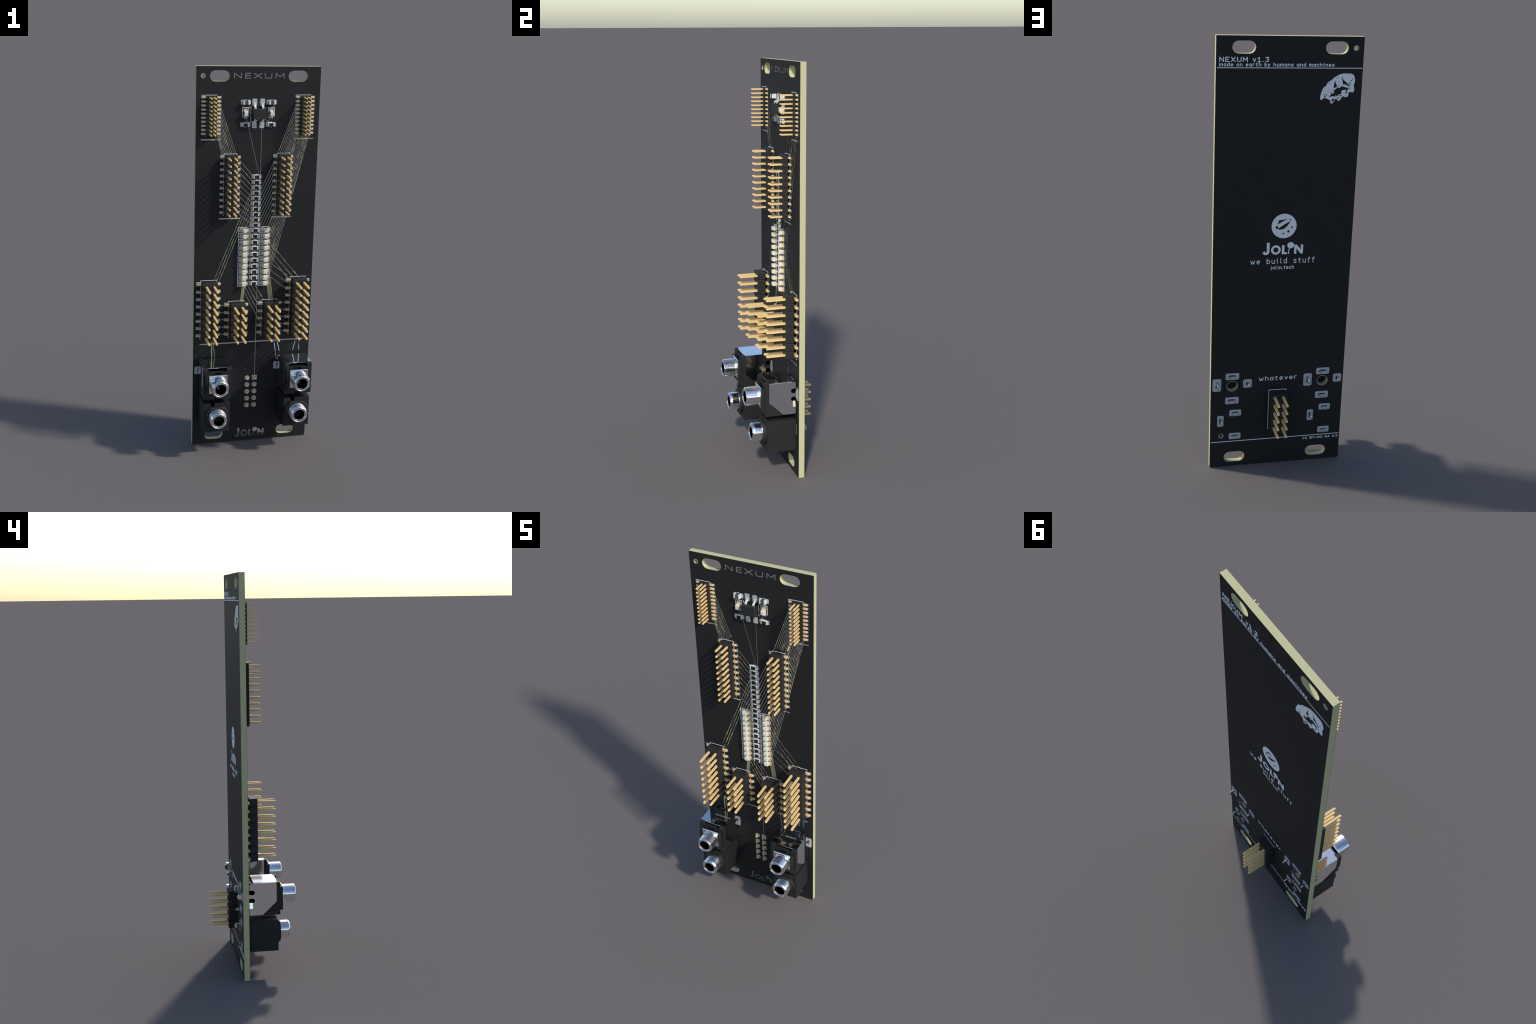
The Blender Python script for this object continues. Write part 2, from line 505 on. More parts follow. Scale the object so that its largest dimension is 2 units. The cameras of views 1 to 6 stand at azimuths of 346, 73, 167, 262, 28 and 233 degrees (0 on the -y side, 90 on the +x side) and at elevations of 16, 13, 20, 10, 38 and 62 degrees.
# opto chip with gull-wing legs
for s in (-1, 1):
    repeat_pad(s * 1.27, 117.28, 1.55, 2.32, .28)
    repeat_pad(s * 1.27, 110.26, 1.55, 2.32, .28)
g = Geo()
zc = 113.77
def cr(y, hx, hz): return [(-hx, y, zc - hz), (hx, y, zc - hz), (hx, y, zc + hz), (-hx, y, zc + hz)]
g.loft([cr(2.45, 2.10, 1.58), cr(1.55, 2.22, 1.70), cr(.55, 2.10, 1.54), cr(.42, 2.02, 1.46)])
chip = link("opto_chip", g.mesh("opto_chip", PLASTIC), root)
for sx in (-1, 1):
    for sz in (-1, 1):
        g = Geo()
        prof = [(1.42, 1.5), (1.42, 2.15), (2.42, 2.65), (2.42, 3.35), (2.57, 3.35), (2.57, 2.5), (1.60, 2.0), (1.60, 1.5)]
        prof = [(y, zc + sz * d) for y, d in prof]
        g.side_prism(prof, sx * 1.27 - .33, sx * 1.27 + .33)
        link("lead", g.mesh("lead", TIN), chip)

# ------------------------------------------------------------------ jacks
def upper_jack(x0):
    AX = 26.6
    g = Geo()
    # main body; the rear flanks are narrower and sit inside the metal cheeks
    g.side_prism([(-7.6, 21.0), (-1.6, 21.0), (-1.6, 31.55), (-6.46, 31.55), (-6.46, 31.72), (-7.42, 31.72), (-7.6, 31.54)][::-1], x0 - 4.62, x0 - 3.08)
    g.box(x0 - 4.25, x0 - 3.08, -1.6, 2.3, 21.0, 31.55)
    g.side_prism([(-7.6, 21.0), (-1.6, 21.0), (-1.6, 31.55), (-6.46, 31.55), (-6.46, 31.72), (-7.42, 31.72), (-7.6, 31.54)][::-1], x0 + 3.08, x0 + 4.62)
    g.box(x0 + 3.08, x0 + 4.25, -1.6, 2.3, 21.0, 31.55)
    # middle: recess under the roof lip and a notch under the barrel
    g.side_prism([(-7.6, 23.4), (2.3, 23.4), (2.3, 31.2), (-4.2, 31.2), (-4.2, 30.55), (-7.6, 30.55)][::-1], x0 - 3.08, x0 + 3.08)
    g.box(x0 - 3.08, x0 - 1.0, -7.6, 2.3, 21.0, 23.4)
    g.box(x0 + 1.0, x0 + 3.08, -7.6, 2.3, 21.0, 23.4)
    g.box(x0 - 1.0, x0 + 1.0, -6.6, 2.3, 21.0, 23.4)
    # frame round the flange
    g.box(x0 - 4.18, x0 - 3.06, -8.55, -7.6, 22.4, 29.95)
    g.box(x0 + 3.06, x0 + 4.05, -8.55, -7.6, 22.4, 29.95)
    g.box(x0 - 3.06, x0 - 1.0, -8.55, -7.6, 22.4, 23.5)
    g.box(x0 + 1.0, x0 + 3.06, -8.55, -7.6, 22.4, 23.5)
    jack = link("audio_jack", g.mesh("audio_jack", JACK_BLACK), root)
    g = Geo(); g.box(x0 - 3.06, x0 + 3.06, -6.3, -4.22, 30.552, 31.19)  # black block modelled for the deep shade at the back of the recess
    link("dark_panel", g.mesh("dark_panel", HOLE_BLACK), jack)
    # small dark keyhole slot above the flange
    g = Geo(); g.box(x0 - 1.15, x0 + 1.0, -7.64, -7.5, 29.95, 30.35); g.box(x0 + .35, x0 + 1.0, -7.645, -7.5, 29.72, 30.3)
    link("dark_panel", g.mesh("dark_panel", HOLE_BLACK), jack)
    # shield: roof with front tongue, two cheeks with slanted lower corner and two slots
    g = Geo()
    g.box(x0 - 4.72, x0 + 4.72, -6.45, .95, 31.6, 31.78)
    g.box(x0 - 3.05, x0 + 3.05, -6.78, -6.44, 31.601, 31.779)
    roof = g.mesh("shield", CHROME)
    link("shield", roof, jack)
    for s in (-1, 1):
        def slot(zm):
            return [(2.3, zm - .73)] + [(1.3 + .0 - .72 * math.sin(math.pi * i / 10), zm - .73 * math.cos(math.pi * i / 10)) for i in range(11)] + [(2.3, zm + .73)]
        pts = [(2.3, 21.15), (2.3, 23.42), (1.2, 23.42), (1.2, 26.0 - .73)] + slot(26.0)[2:-1] + [(2.3, 26.0 + .73), (2.3, 28.65 - .73)] + slot(28.65)[1:-1] + \
              [(2.3, 28.65 + .73), (2.3, 31.3), (.95, 31.6), (-6.42, 31.6), (-6.42, 25.45), (-1.85, 21.15)]
        me = plate_mesh("shield", [pts], 0, .16, CHROME)
        # plate_mesh lays (x,z) flat; turn it to stand in the depth/height plane
        for v in me.vertices:
            a, t, h = v.co
            v.co = (x0 * M + s * (4.64 * M + t), a, h)
        bm = bmesh.new(); bm.from_mesh(me); bmesh.ops.recalc_face_normals(bm, faces=bm.faces); bm.to_mesh(me); bm.free()
        link("shield", me, jack)
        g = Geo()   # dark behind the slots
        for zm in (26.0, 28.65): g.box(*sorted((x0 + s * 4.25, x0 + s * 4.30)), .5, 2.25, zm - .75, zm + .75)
        link("dark_panel", g.mesh("dark_panel", HOLE_BLACK), jack)
        g = Geo()   # latch pressed in below the lower slot, its foot flush with the cheek
        xa, xb = x0 + s * 4.42, x0 + s * 4.80
        g.loft([[(xa, 1.22, 25.25), (xa, 2.3, 25.25), (xb, 2.3, 23.42), (xb, 1.22, 23.42)],
                [(xa - s * .1, 1.22, 25.25), (xa - s * .1, 2.3, 25.25), (xb - s * .1, 2.3, 23.42), (xb - s * .1, 1.22, 23.42)]])
        link("latch", g.mesh("latch", CHROME), jack)
    # flange with filleted root and threaded sleeve
    g = Geo()
    g.box(x0 - 3.04, x0 + 3.04, -8.72, -8.40, 23.52, 29.66)
    g.side_prism([(-8.71, 29.55), (-8.60, 29.76), (-8.42, 29.86), (-8.40, 29.55)], x0 - 3.03, x0 + 3.03)
    link("flange", g.mesh("flange", CHROME), jack)
    prof = [(3.0, -8.60), (3.0, -9.25), (2.97, -9.32), (2.90, -9.36), (2.90, -9.48), (2.95, -9.55)]
    y = -9.6
    while y > -12.5:
        prof += [(2.95, y), (2.95, y - .34), (2.905, y - .39), (2.905, y - .43)]
        y -= .48
    prof += [(2.93, -12.52), (2.84, -12.74), (2.66, -12.98), (2.54, -13.09), (2.46, -13.1), (2.33, -12.96), (1.84, -12.95), (1.80, -12.9), (1.80, -11.5)]
    g = Geo(); g.lathe(prof, x0, AX)
    link("threaded_sleeve", g.mesh("threaded_sleeve", CHROME), jack)
    g = Geo(); g.lathe([(1.81, -12.6), (1.78, -12.5), (1.78, -7.0), (0.001, -7.0)], x0, AX, 40)
    link("bore", g.mesh("bore", HOLE_BLACK), jack)
    g = Geo(); g.box(x0 - .2, x0 + .2, -9.6, -8.2, AX - 1.6, AX - 1.2); g.box(x0 - .7, x0 - .3, -9.0, -8.2, AX - .1, AX + .5)
    link("spring_contact", g.mesh("spring_contact", DULL_METAL), jack)
    lugs(x0, jack, LUGS[:4])

def lugs(x0, jack, table):
    """half-round solder lugs that pass through the board slots"""
    for dx, z, pw, ph, _, sw, sh, hw, reach in table:
        pts = [(-hw, 2.0), (-hw, reach - hw)] + [(-hw * math.cos(math.pi * i / 12), reach - hw + hw * math.sin(math.pi * i / 12)) for i in range(1, 12)] + [(hw, reach - hw), (hw, 2.0)]
        g = Geo()
        t = .16 if min(sw, sh) > .85 else .13
        if pw > ph:      # lies flat, wide across
            g.loft([[(x0 + dx + a, y, z - t) for a, y in pts], [(x0 + dx + a, y, z + t) for a, y in pts]])
        else:            # stands upright
            g.loft([[(x0 + dx - t, y, z + a) for a, y in pts], [(x0 + dx + t, y, z + a) for a, y in pts]])
        link("solder_lug", g.mesh("solder_lug", CHROME), jack)

def lower_jack(x0):
    AX = 14.55
    c = .35
    g = Geo()
    W = 4.42
    def ring(y, k): return [(x0 - W + k, y, 8.88 + k), (x0 + W - k, y, 8.88 + k), (x0 + W - k, y, 19.18 - k), (x0 - W + k, y, 19.18 - k)]
    # body split so that a channel runs back along the top left of centre
    def part(xa, xb, zt, y0=-6.98):
        zl = 8.88
        g.loft([[(xa, 2.45, zl + c), (xb, 2.45, zl + c), (xb, 2.45, zt - c), (xa, 2.45, zt - c)],
                [(xa, 2.05, zl), (xb, 2.05, zl), (xb, 2.05, zt), (xa, 2.05, zt)],
                [(xa, y0, zl), (xb, y0, zl), (xb, y0, zt), (xa, y0, zt)]])
    part(x0 - W, x0 - 2.15, 19.18)
    part(x0 - .70, x0 + W, 19.18)
    part(x0 - 2.15, x0 - .70, 17.85)
    g.box(x0 - 2.15, x0 - .70, -1.6, 2.0, 17.8, 19.1)
    # round boss clipped flat at top and bottom
    pts = []
    for i in range(72):
        t = 2 * math.pi * i / 72
        pts.append((x0 + 4.08 * math.cos(t), AX + max(-3.96, min(3.42, 4.08 * math.sin(t)))))
    g.loft([[(x, -6.9, z) for x, z in pts], [(x, -7.75, z) for x, z in pts],
            [(x0 + (x - x0) * .95, -7.95, AX + (z - AX) * .95) for x, z in pts]])
    jack = link("audio_jack", g.mesh("audio_jack", JACK_BLACK), root)
    g = Geo(); g.box(x0 - 2.0, x0 - .9, -2.2, -1.65, 18.1, 18.9)
    link("spring_contact", g.mesh("spring_contact", CHROME), jack)
    prof = [(3.0, -7.9), (2.95, -8.0)]
    y = -8.05
    while y > -10.45:
        prof += [(2.95, y), (2.95, y - .30), (2.85, y - .38), (2.85, y - .44)]
        y -= .5
    prof += [(2.93, -10.6), (2.84, -10.82), (2.66, -11.06), (2.54, -11.17), (2.46, -11.18), (2.33, -11.04), (1.84, -11.03), (1.80, -10.98), (1.80, -9.6)]
    g = Geo(); g.lathe(prof, x0, AX)
    link("threaded_sleeve", g.mesh("threaded_sleeve", CHROME), jack)
    g = Geo(); g.lathe([(1.81, -10.7), (1.78, -10.6), (1.78, -5.0), (0.001, -5.0)], x0, AX, 40)
    link("bore", g.mesh("bore", HOLE_BLACK), jack)
    lugs(x0, jack, LUGS[4:])

for x in JX:
    upper_jack(x)
    lower_jack(x)

# ------------------------------------------------------------------ traces
def trace(a, b, w=.165, mat=TRACE):
    g = Geo(); capsule(g, a, b, w + .02, YF + DEPTH - .001, -1, th=.004)
    link("trace", g.mesh("trace", mat), root)
    capsule(openings, a, b, w, YF + DEPTH + .2, -1, th=DEPTH + .4)

P3 = [99.85 - 2.0 * k for k in range(10)]
P1 = [118.87 - 1.27 * k for k in range(10)]
P8 = [57.6 - 2.54 * k for k in range(8)]
P5 = [49.97 - 2.54 * k for k in range(5)]
for k in range(10):
    trace((-13.30, P1[k]), (-6.55, P3[k]))
    trace((13.30, P1[k]), (6.55, P3[k]))
    trace((17.20, P1[k]), (10.90, P3[k]))
    trace((-6.55, P3[k]), (-1.04, res_z[k]))
    trace((6.55, P3[k]), (-4.60, led_z[k]))
    trace((10.90, P3[k]), (4.64, led_z[k]))
for k in range(3):
    trace((-1.04, res_z[2 + k]), (-13.98, P8[k]))
for k in range(5):
    trace((-1.04, res_z[5 + k]), (-4.43, P5[k]), .155, OLIVE)
    trace((-4.60, led_z[5 + k]), (4.43, P5[k]))
    trace((4.64, led_z[5 + k]), (6.97, P5[k]), mat=OLIVE)
    trace((-12.7, P5[k]), (-8.2, P5[k])); trace((8.2, P5[k]), (12.7, P5[k]))
for a, b in [((4.8, 71.5), (16.5, 57.6)), ((4.8, 69.2), (14.6, 57.6)), ((4.8, 67.4), (12.5, 57.6)),
             ((4.8, 64.65), (13.98, 57.65)), ((4.8, 62.25), (13.98, 55.08)), ((4.8, 60.0), (13.98, 52.55)),
             
             ((-.6, 117.13), (.6, 117.16)), ((2.0, 117.24), (3.1, 117.29)), ((-5.2, 117.0), (-4.7, 115.3)),
             ((-3.1, 117.0), (-2.3, 113.9)), ((-3.5, 114.6), (-2.3, 113.8)), ((-3.9, 112.2), (-3.3, 110.4)),
             ((3.7, 112.2), (3.3, 110.9)), ((1.7, 112.1), (3.9, 110.85)), ((2.0, 112.1), (3.6, 112.65)),
             ((-.9, 111.3), (.6, 111.9)), ((-3.4, 110.89), (-1.9, 111.1)), ((5.1, 117.0), (4.7, 115.3)), ((3.2, 110.9), (5.1, 110.8))]:
    trace(a, b)
trace((1.27, 110.3), (1.27, 23.4), .165, COPPER_BRIGHT)
trace((-3.25, 110.2), (.95, 93.4), .165, COPPER_BRIGHT)
# runs from the lower headers into the jacks
trace((-13.88, 38.2), (-13.75, 30.4), .40, OLIVE)
trace((-13.46, 38.2), (-12.67, 31.2), .20, OLIVE)
trace((-12.67, 31.2), (-13.3, 29.9), .20, OLIVE)
for a, b in [((7.6, 38.2), (8.72, 29.7)), ((8.72, 29.7), (9.05, 28.2)), ((8.55, 37.6), (10.03, 31.5)), ((10.03, 31.5), (9.05, 28.2)),
             ((15.95, 38.2), (14.0, 30.4)), ((16.55, 38.2), (16.80, 31.0)), ((16.8, 31.0), (17.6, 28.6))]:
    trace(a, b, .19, COPPER_BRIGHT if a[0] > 8 else TRACE)
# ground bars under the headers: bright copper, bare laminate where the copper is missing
def ground_bar(x0, x1, z, bare):
    a, b = (x0, z), (x1, z)
    g = Geo(); capsule(g, a, b, .49, YF + DEPTH - .001, -1, th=.002)
    capsule(openings, a, b, .46, YF + DEPTH + .2, -1, th=DEPTH + .4)
    o = link("ground_bar", g.mesh("ground_bar", COPPER_BRIGHT), root)
    for u, v in bare:
        g = Geo(); g.box(u, v, YF + DEPTH - .047, YF + DEPTH - .041, z - .225, z + .225)
        link("bare_patch", g.mesh("bare_patch", OLIVE), o)
ground_bar(-18.25, -12.25, 105.55, [(-15.3, -15.0), (-14.7, -14.4), (-12.5, -12.1)])
ground_bar(12.2, 18.35, 105.57, [(12.0, 14.6), (14.9, 15.6), (15.8, 16.4)])
ground_bar(-11.95, -5.35, 79.71, [(-11.2, -10.9), (-10.2, -9.9), (-8.4, -7.4), (-7.2, -5.2)])
ground_bar(5.45, 11.95, 79.75, [(5.3, 5.6), (8.8, 9.0), (9.3, 9.5), (10.2, 10.6)])
ground_bar(-17.8, 17.9, 36.49, [(-16.3, -15.6), (-15.5, -11.9), (-11.5, -11.3), (-10.9, -10.7), (8.0, 8.3), (8.6, 8.8), (15.6, 16.0), (17.4, 17.7)])

# ------------------------------------------------------------------ lettering: a small stroke font
def arc(cx, cz, rx, rz, a0, a1, n=7):
    return [(cx + rx * math.cos(math.radians(a0 + (a1 - a0) * i / n)), cz + rz * math.sin(math.radians(a0 + (a1 - a0) * i / n))) for i in range(n + 1)]
X = .70        # x-height, capital height is 1
FONT = {
 'N': (.72, [[(0, 0), (0, 1), (.72, 0), (.72, 1)]]),
 'E': (.66, [[(.64, 1), (0, 1), (0, 0), (.66, 0)], [(0, .52), (.5, .52)]]),
 'X': (.76, [[(0, 1), (.76, 0)], [(0, 0), (.76, 1)]]),
 'U': (.72, [[(0, 1)] + arc(.36, .32, .36, .32, 180, 360) + [(.72, 1)]]),
 'M': (.80, [[(0, 0), (0, 1), (.40, .35), (.80, 1), (.80, 0)]]),
 'C': (.72, [arc(.40, .5, .40, .5, 45, 315, 12)]),
 'B': (.70, [[(0, 0), (0, 1), (.42, 1)] + arc(.42, .76, .24, .24, 90, -90) + [(0, .52)], [(.42, .52)] + arc(.44, .26, .26, .26, 90, -90) + [(0, 0)]]),
 'Y': (.76, [[(0, 1), (.38, .48), (.76, 1)], [(.38, .48), (.38, 0)]]),
 'S': (.70, [arc(.36, .75, .31, .25, 30, 270) + arc(.36, .25, .33, .25, 90, -150)]),
 'A': (.76, [[(0, 0), (.38, 1), (.76, 0)], [(.14, .32), (.62, .32)]]),
 '-': (.60, [[(0, .42), (.60, .42)]]),
 '.': (.12, [[(.03, .03), (.07, .03)]]),
 '0': (.62, [arc(.31, .5, .31, .5, 0, 360, 14)]),
 '1': (.54, [[(0, .78), (.27, 1), (.27, 0)], [(0, 0), (.54, 0)]]),
 '3': (.62, [[(.02, 1), (.60, 1), (.28, .60)] + arc(.30, .30, .32, .30, 90, -150)]),
 '4': (.64, [[(.48, 0), (.48, 1), (0, .30), (.64, .30)]]),
 'a': (.52, [arc(.26, X / 2, .26, X / 2, 0, 360, 12), [(.52, X), (.52, 0)]]),
 'b': (.52, [arc(.26, X / 2, .26, X / 2, 0, 360, 12), [(0, 1.05), (0, 0)]]),
 'c': (.48, [arc(.27, X / 2, .27, X / 2, 50, 310, 10)]),
 'd': (.52, [arc(.26, X / 2, .26, X / 2, 0, 360, 12), [(.52, 1.05), (.52, 0)]]),
 'e': (.54, [[(.02, X / 2), (.53, X / 2)] + arc(.27, X / 2, .27, X / 2, 0, 310, 12)]),
 'f': (.44, [[(.14, 0), (.14, .80)] + arc(.34, .84, .20, .20, 180, 80, 4), [(0, X), (.40, X)]]),
 'h': (.52, [[(0, 0), (0, 1.05)], [(0, X * .6)] + arc(.26, X - .26, .26, .26, 165, 0, 6) + [(.52, 0)]]),
 'i': (.26, [[(.02, X), (.13, X), (.13, 0)], [(.12, 1.0), (.14, 1.0)]]),
 'j': (.28, [[(.16, X), (.16, -.12)] + arc(0, -.12, .16, .16, 0, -80, 4), [(.15, 1.0), (.17, 1.0)]]),
 'l': (.26, [[(.08, 1.05), (.08, .14)] + arc(.22, .14, .14, .14, 180, 270, 4)]),
 'm': (.78, [[(0, 0), (0, X)], [(0, X * .6)] + arc(.195, X - .195, .195, .195, 165, 0, 5) + [(.39, 0)], [(.39, X * .6)] + arc(.585, X - .195, .195, .195, 165, 0, 5) + [(.78, 0)]]),
 'n': (.52, [[(0, 0), (0, X)], [(0, X * .6)] + arc(.26, X - .26, .26, .26, 165, 0, 6) + [(.52, 0)]]),
 'o': (.54, [arc(.27, X / 2, .27, X / 2, 0, 360, 12)]),
 'r': (.40, [[(0, 0), (0, X)], [(0, X * .55)] + arc(.26, X - .26, .26, .26, 170, 70, 5)]),
 's': (.48, [arc(.25, X * .75, .22, X * .25, 25, 270, 7) + arc(.25, X * .25, .23, X * .25, 90, -155, 7)]),
 't': (.46, [[(.16, .95), (.16, .16)] + arc(.32, .16, .16, .16, 180, 280, 4), [(0, X), (.44, X)]]),
 'u': (.52, [[(0, X)] + arc(.26, .26, .26, .26, 180, 340, 6), [(.52, X), (.52, 0)]]),
 'v': (.50, [[(0, X), (.25, 0), (.50, X)]]),
 'w': (.74, [[(0, X), (.18, 0), (.37, X * .75), (.56, 0), (.74, X)]]),
 'y': (.50, [[(0, X), (.25, .02)], [(.50, X), (.25, .02), (.16, -.22), (.02, -.26)]]),
}

def words(name, text, u0, u1, base, size, weight, back=True, mat=SILK, squeeze=1.0, gap=.24, space=.62, th=.035):
    """set text between u0 and u1 along the face (u runs to the reader's right)"""
    total = sum(space if ch == ' ' else FONT[ch][0] + gap for ch in text) - gap
    k = (u1 - u0) / total
    g = Geo(); u = u0
    face, out, sg = (YB, 1, -1) if back else (YF, -1, 1)
    for ch in text:
        if ch == ' ':
            u += space * k; continue
        adv, strokes = FONT[ch]
        for s in strokes:
            stroke(g, [(sg * (u + x * k), base + z * size) for x, z in s], weight, face, out, th=th)
        u += (adv + gap) * k
    return link(name, g.mesh(name, mat), root)

words("lettering", "NEXUM v1.3", -19.12, -6.02, 121.74, 1.12, .25, space=.70, gap=.42)
words("lettering", "made on earth by humans and machines", -19.16, 12.0, 120.56, .86, .19, space=.62, gap=.38)
words("lettering", "we build stuff", -9.25, 9.35, 64.83, 1.48, .20, gap=.42, space=.95)
words("lettering", "jolin.tech", -3.40, 3.30, 63.10, .92, .17, gap=.36)
words("lettering", "whatever", -5.65, 5.75, 27.95, 1.32, .19, gap=.36)
words("lettering", "CC BY-NC-SA 4.0", 8.62, 19.55, 7.12, .68, .15, gap=.42, space=.75)
g = Geo()
capsule(g, (19.75, 120.12), (-19.8, 120.12), .20, YB, 1)
capsule(g, (19.75, 8.36), (-19.72, 8.36), .20, YB, 1)
stroke(g, [(-2.66, 24.25), (-2.66, 24.72), (2.62, 24.72), (2.62, 11.75), (2.25, 11.75)], .15, YB, 1)
link("ruled_line", g.mesh("ruled_line", SILK), root)

# front name, wide light capitals in bright metal
g = Geo()
zb, zt = 124.83, 126.32
for s in [[(-8.0, zb), (-8.0, zt), (-5.8, zb), (-5.8, zt)],
          [(-2.72, zt), (-4.43, zt), (-4.43, zb), (-2.72, zb)], [(-4.43, 125.6), (-2.95, 125.6)],
          [(-1.66, zt), (.75, zb)], [(-1.66, zb), (.75, zt)],
          [(1.89, zt), (1.89, 125.2)] + arc(2.3, 125.25, .41, .42, 190, 270, 4) + [(3.6, zb)] + arc(3.6, 125.25, .41, .42, 270, 350, 4) + [(4.01, zt)],
          [(5.4, zb), (5.4, zt), (6.69, 125.25), (7.98, zt), (7.98, zb)]]:
    stroke(g, s, .32, YF + DEPTH - .001, -1, th=.004)
    stroke(openings, s, .29, YF + DEPTH + .2, -1, th=DEPTH + .4)
link("lettering", g.mesh("lettering", COPPER_BRIGHT), root)

cutters = []
# maker's word mark: bold J o L flower N (units as on the back, 3.6 high)
def wordmark(scale, u_c, base, face, out, sg, mat):
    def T(pts): return [(sg * (u_c + x * scale), base + z * scale) for x, z in pts]
    th = .05
    def sheet(loops, extra=0.0):
        if out < 0:          # front: bright copper showing at the bottom of openings in the mask
            cutters.append(plate_mesh("opening", [T(l) for l in loops], YF - .2 - extra, YF + DEPTH + .2 + extra, mat))
            f = YF + DEPTH - .003
            return plate_mesh("word_mark", [T(l) for l in loops], f - .006 - extra, f, mat)
        return plate_mesh("word_mark", [T(l) for l in loops], face + .001, face + th + extra, mat)
    J = [(-4.79, 3.56), (-3.95, 3.56), (-3.95, .95)] + arc(-4.99, .95, 1.04, 1.04, 0, -160, 9) + [(-5.33, 1.12)] + arc(-4.99, .98, .28, .34, -150, 0, 5) + [(-4.71, 1.2)]
    link("word_mark", sheet([J]), root)
    link("word_mark", sheet([circle(-2.11, 1.34, 1.39, 36), circle(-2.11, 1.34, .75, 28)]), root)
    link("word_mark", sheet([[(-.35, 2.7), (.35, 2.7), (.35, .58), (1.15, .58), (1.15, 0), (-.35, 0)]]), root)
    ball = [(2.15 + (1.0 + .06 * math.sin(5 * a + 1) + .05 * math.sin(11 * a)) * math.cos(a), 2.62 + (.92 + .05 * math.sin(7 * a)) * math.sin(a)) for a in [2 * math.pi * i / 40 for i in range(40)]]
    link("word_mark", sheet([ball]), root)
    link("word_mark", sheet([[(1.72, 1.95), (1.98, 1.95), (1.76, 1.0), (1.74, 0), (1.44, 0), (1.50, 1.0)]], .006), root)
    link("word_mark", sheet([[(3.23, 0), (3.23, 2.72), (3.95, 2.72), (5.12, 1.22), (5.12, 2.72), (5.80, 2.72), (5.80, 0), (5.14, 0), (3.88, 1.62), (3.88, 0)]]), root)

wordmark(1.0, 0.0, 67.54, YB, 1, -1, SILK)
wordmark(.895, .02, 1.42, YF, -1, 1, COPPER_BRIGHT)

# cut the openings out of the front mask
cm = openings.mesh("opening", MASK)
bm = bmesh.new(); bm.from_mesh(cm)
for c in cutters:
    bm.from_mesh(c)
bm.to_mesh(cm); bm.free()
cutter = link("opening", cm, None)
bo = front_mask.modifiers.new("cut", 'BOOLEAN')
bo.operation = 'DIFFERENCE'; bo.solver = 'EXACT'; bo.use_self = True; bo.object = cutter
dg = bpy.context.evaluated_depsgraph_get(); dg.update()
cut = bpy.data.meshes.new_from_object(front_mask.evaluated_get(dg))
front_mask.modifiers.clear()
front_mask.data = cut
cut.materials.clear(); cut.materials.append(MASK)
for p in cut.polygons:
    p.material_index = 0
bpy.data.objects.remove(cutter)

# round badge with a little boat cut out of it
def bz(p0, p1, p2, n=7):
    return [tuple((1 - t) ** 2 * a + 2 * t * (1 - t) * b_ + t * t * c for a, b_, c in zip(p0, p1, p2)) for t in [i / n for i in range(n + 1)]]
hull = bz((2.59, 75.52), (1.0, 74.3), (-.46, 75.46)) + bz((-.6, 75.6), (-1.7, 76.7), (-1.97, 78.0)) + [(-1.60, 78.01), (-1.59, 77.31)] + bz((-1.5, 77.2), (.3, 76.3), (1.52, 75.3)) + [(2.03, 76.16)]
sail = [(1.54, 77.68), (-1.42, 77.99)] + bz((-1.2, 77.96), (.3, 77.5), (2.0, 76.30)) + [(1.75, 76.9)]
badge = [circle(0, 75.94, 3.6, 64), hull, sail, circle(-2.27, 75.55, .27, 16), circle(-1.31, 74.3, .36, 18), circle(.13, 73.72, .26, 16)]
link("badge", plate_mesh("badge", badge, YB + .001, YB + .05, SILK), root)

# water-bear mark: arched segmented body with stubby legs, in units of the mark (0..1 across, 0..1 up)
def ub(x, z):        # mark units to board millimetres on the back face (x counts to the reader's right)
    return (-(8.30 + 11.28 * x), 110.1 + 10.86 * z)
def blob(pts, n=4):
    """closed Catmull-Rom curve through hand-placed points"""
    out = []
    m = len(pts)
    for i in range(m):
        p0, p1, p2, p3 = (Vector(pts[(i + k - 1) % m]) for k in range(4))
        for j in range(n):
            t = j / n
            out.append(tuple(.5 * ((2 * p1) + (p2 - p0) * t + (2 * p0 - 5 * p1 + 4 * p2 - p3) * t * t + (3 * p1 - p0 - 3 * p2 + p3) * t ** 3)))
    return out
BODY = [(.022, .158), (.030, .25), (.048, .325), (.070, .385), (.095, .445), (.145, .472), (.166, .515), (.191, .56), (.236, .598),
        (.287, .63), (.33, .675), (.383, .71), (.434, .745), (.485, .77), (.536, .783), (.59, .793), (.638, .79), (.70, .79), (.765, .787),
        (.80, .774), (.835, .74), (.858, .68), (.867, .63), (.861, .566), (.845, .515), (.851, .458), (.861, .40), (.851, .337), (.823, .321),
        (.778, .33), (.733, .324), (.724, .28), (.708, .215), (.67, .209), (.638, .20), (.60, .222), (.574, .215), (.542, .165), (.504, .116),
        (.472, .111), (.44, .145), (.418, .165), (.385, .12), (.338, .05), (.322, .052), (.305, .04), (.288, .05), (.268, .125), (.21, .153),
        (.135, .186), (.115, .172), (.096, .166), (.06, .136)]
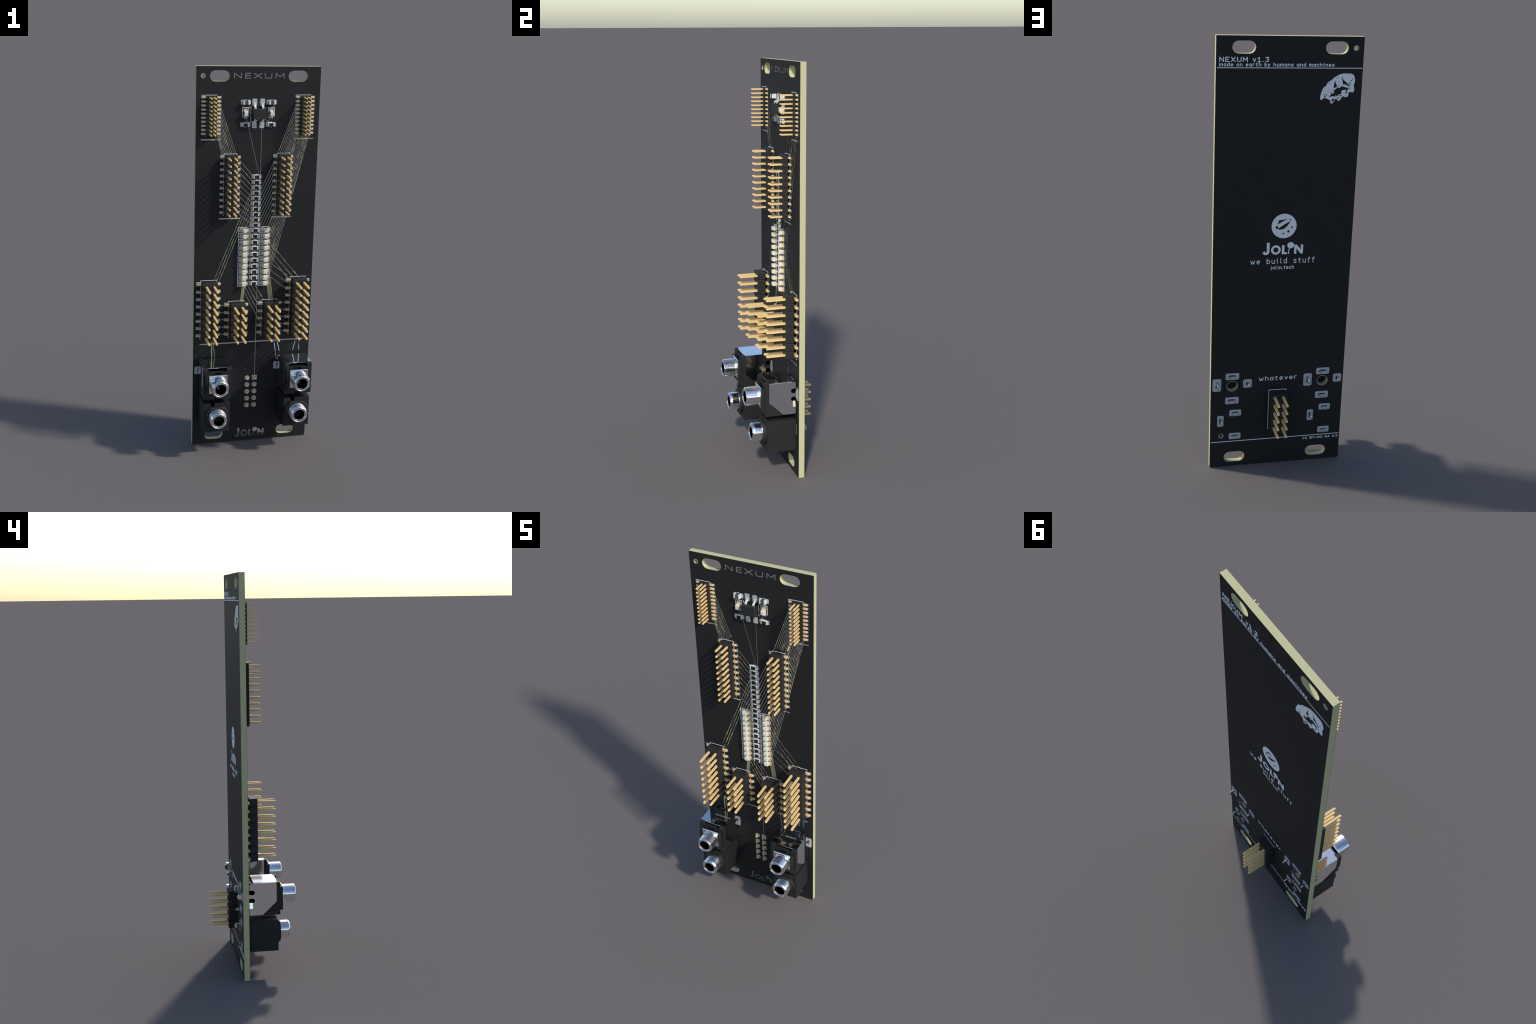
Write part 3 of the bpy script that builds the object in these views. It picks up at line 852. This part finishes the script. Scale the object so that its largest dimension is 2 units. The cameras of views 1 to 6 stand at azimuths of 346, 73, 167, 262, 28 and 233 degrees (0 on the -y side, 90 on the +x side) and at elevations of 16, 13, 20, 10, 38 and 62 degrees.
SPLITS = [
 # cavity under the belly, ringed by the legs
 [(.285, .262), (.31, .342), (.355, .375), (.41, .41), (.432, .452), (.47, .432), (.505, .442), (.535, .475), (.572, .468), (.62, .452), (.67, .442),
  (.708, .43), (.712, .402), (.66, .385), (.61, .382), (.56, .372), (.542, .34), (.552, .30), (.535, .285), (.475, .262), (.44, .23), (.40, .218), (.33, .224), (.275, .212), (.235, .215), (.262, .238)],
 # between last leg, tail and belly line
 [(.104, .375), (.112, .25), (.118, .21), (.150, .198), (.165, .206), (.124, .255)],
 [(.218, .405), (.205, .365), (.235, .34), (.270, .325), (.276, .295), (.262, .32), (.215, .355)],
 # between rear and middle segment
 [(.376, .62), (.392, .55), (.43, .475), (.405, .456), (.372, .432), (.345, .44), (.348, .50), (.362, .575)],
 # between middle segment and head
 [(.543, .742), (.55, .67), (.592, .622), (.635, .59), (.67, .555), (.755, .516), (.722, .475), (.67, .493), (.61, .525), (.567, .522), (.562, .595), (.534, .665)],
 # gaps between the thin belly legs
 [(.318, .150), (.395, .160), (.357, .108), (.323, .078), (.312, .115)],
 [(.150, .262), (.185, .272), (.205, .265), (.178, .245)],
 [(.485, .235), (.515, .25), (.558, .245), (.545, .225), (.51, .222)],
 [(.45, .182), (.482, .196), (.492, .17), (.468, .165)],
 [(.642, .362), (.675, .377), (.708, .368), (.69, .345), (.655, .34)],
 [(.632, .315), (.67, .326), (.705, .315), (.655, .292)],
 [(.635, .252), (.655, .262), (.65, .24)],
 # wrinkles and eyes
 [(.795, .66), (.805, .672), (.82, .655), (.808, .638)], [(.76, .615), (.78, .625), (.80, .622), (.78, .598)],
 [(.715, .56), (.755, .54), (.772, .552), (.74, .566)], [(.74, .44), (.75, .45), (.755, .39), (.742, .385)],
 [(.42, .587), (.46, .602), (.50, .587), (.46, .593)], [(.40, .668), (.44, .702), (.45, .706), (.412, .664)],
 [(.225, .55), (.235, .53), (.242, .547), (.232, .56)], [(.455, .485), (.475, .495), (.478, .478), (.462, .474)],
]
FOLDS = [  # light slivers inside the dark parts
 [(.575, .50), (.60, .505), (.63, .47), (.69, .455), (.66, .445), (.62, .455)],
 [(.60, .52), (.66, .51), (.70, .50), (.66, .50)], [(.70, .535), (.74, .515), (.73, .508), (.69, .525)],
 [(.31, .33), (.345, .36), (.37, .33), (.34, .30), (.315, .275), (.318, .30)],
 [(.565, .352), (.585, .362), (.60, .352), (.578, .345)], [(.385, .252), (.42, .262), (.41, .245)],
]
link("animal_mark", plate_mesh("animal_mark", [[ub(x, z) for x, z in blob(BODY, 3)]] + [[ub(x, z) for x, z in blob(h, 3)] for h in SPLITS], YB + .001, YB + .04, SILK), root)
for f in FOLDS:
    link("animal_mark", plate_mesh("animal_mark", [[ub(x, z) for x, z in blob(f, 3)]], YB + .001, YB + .03, SILK), root)
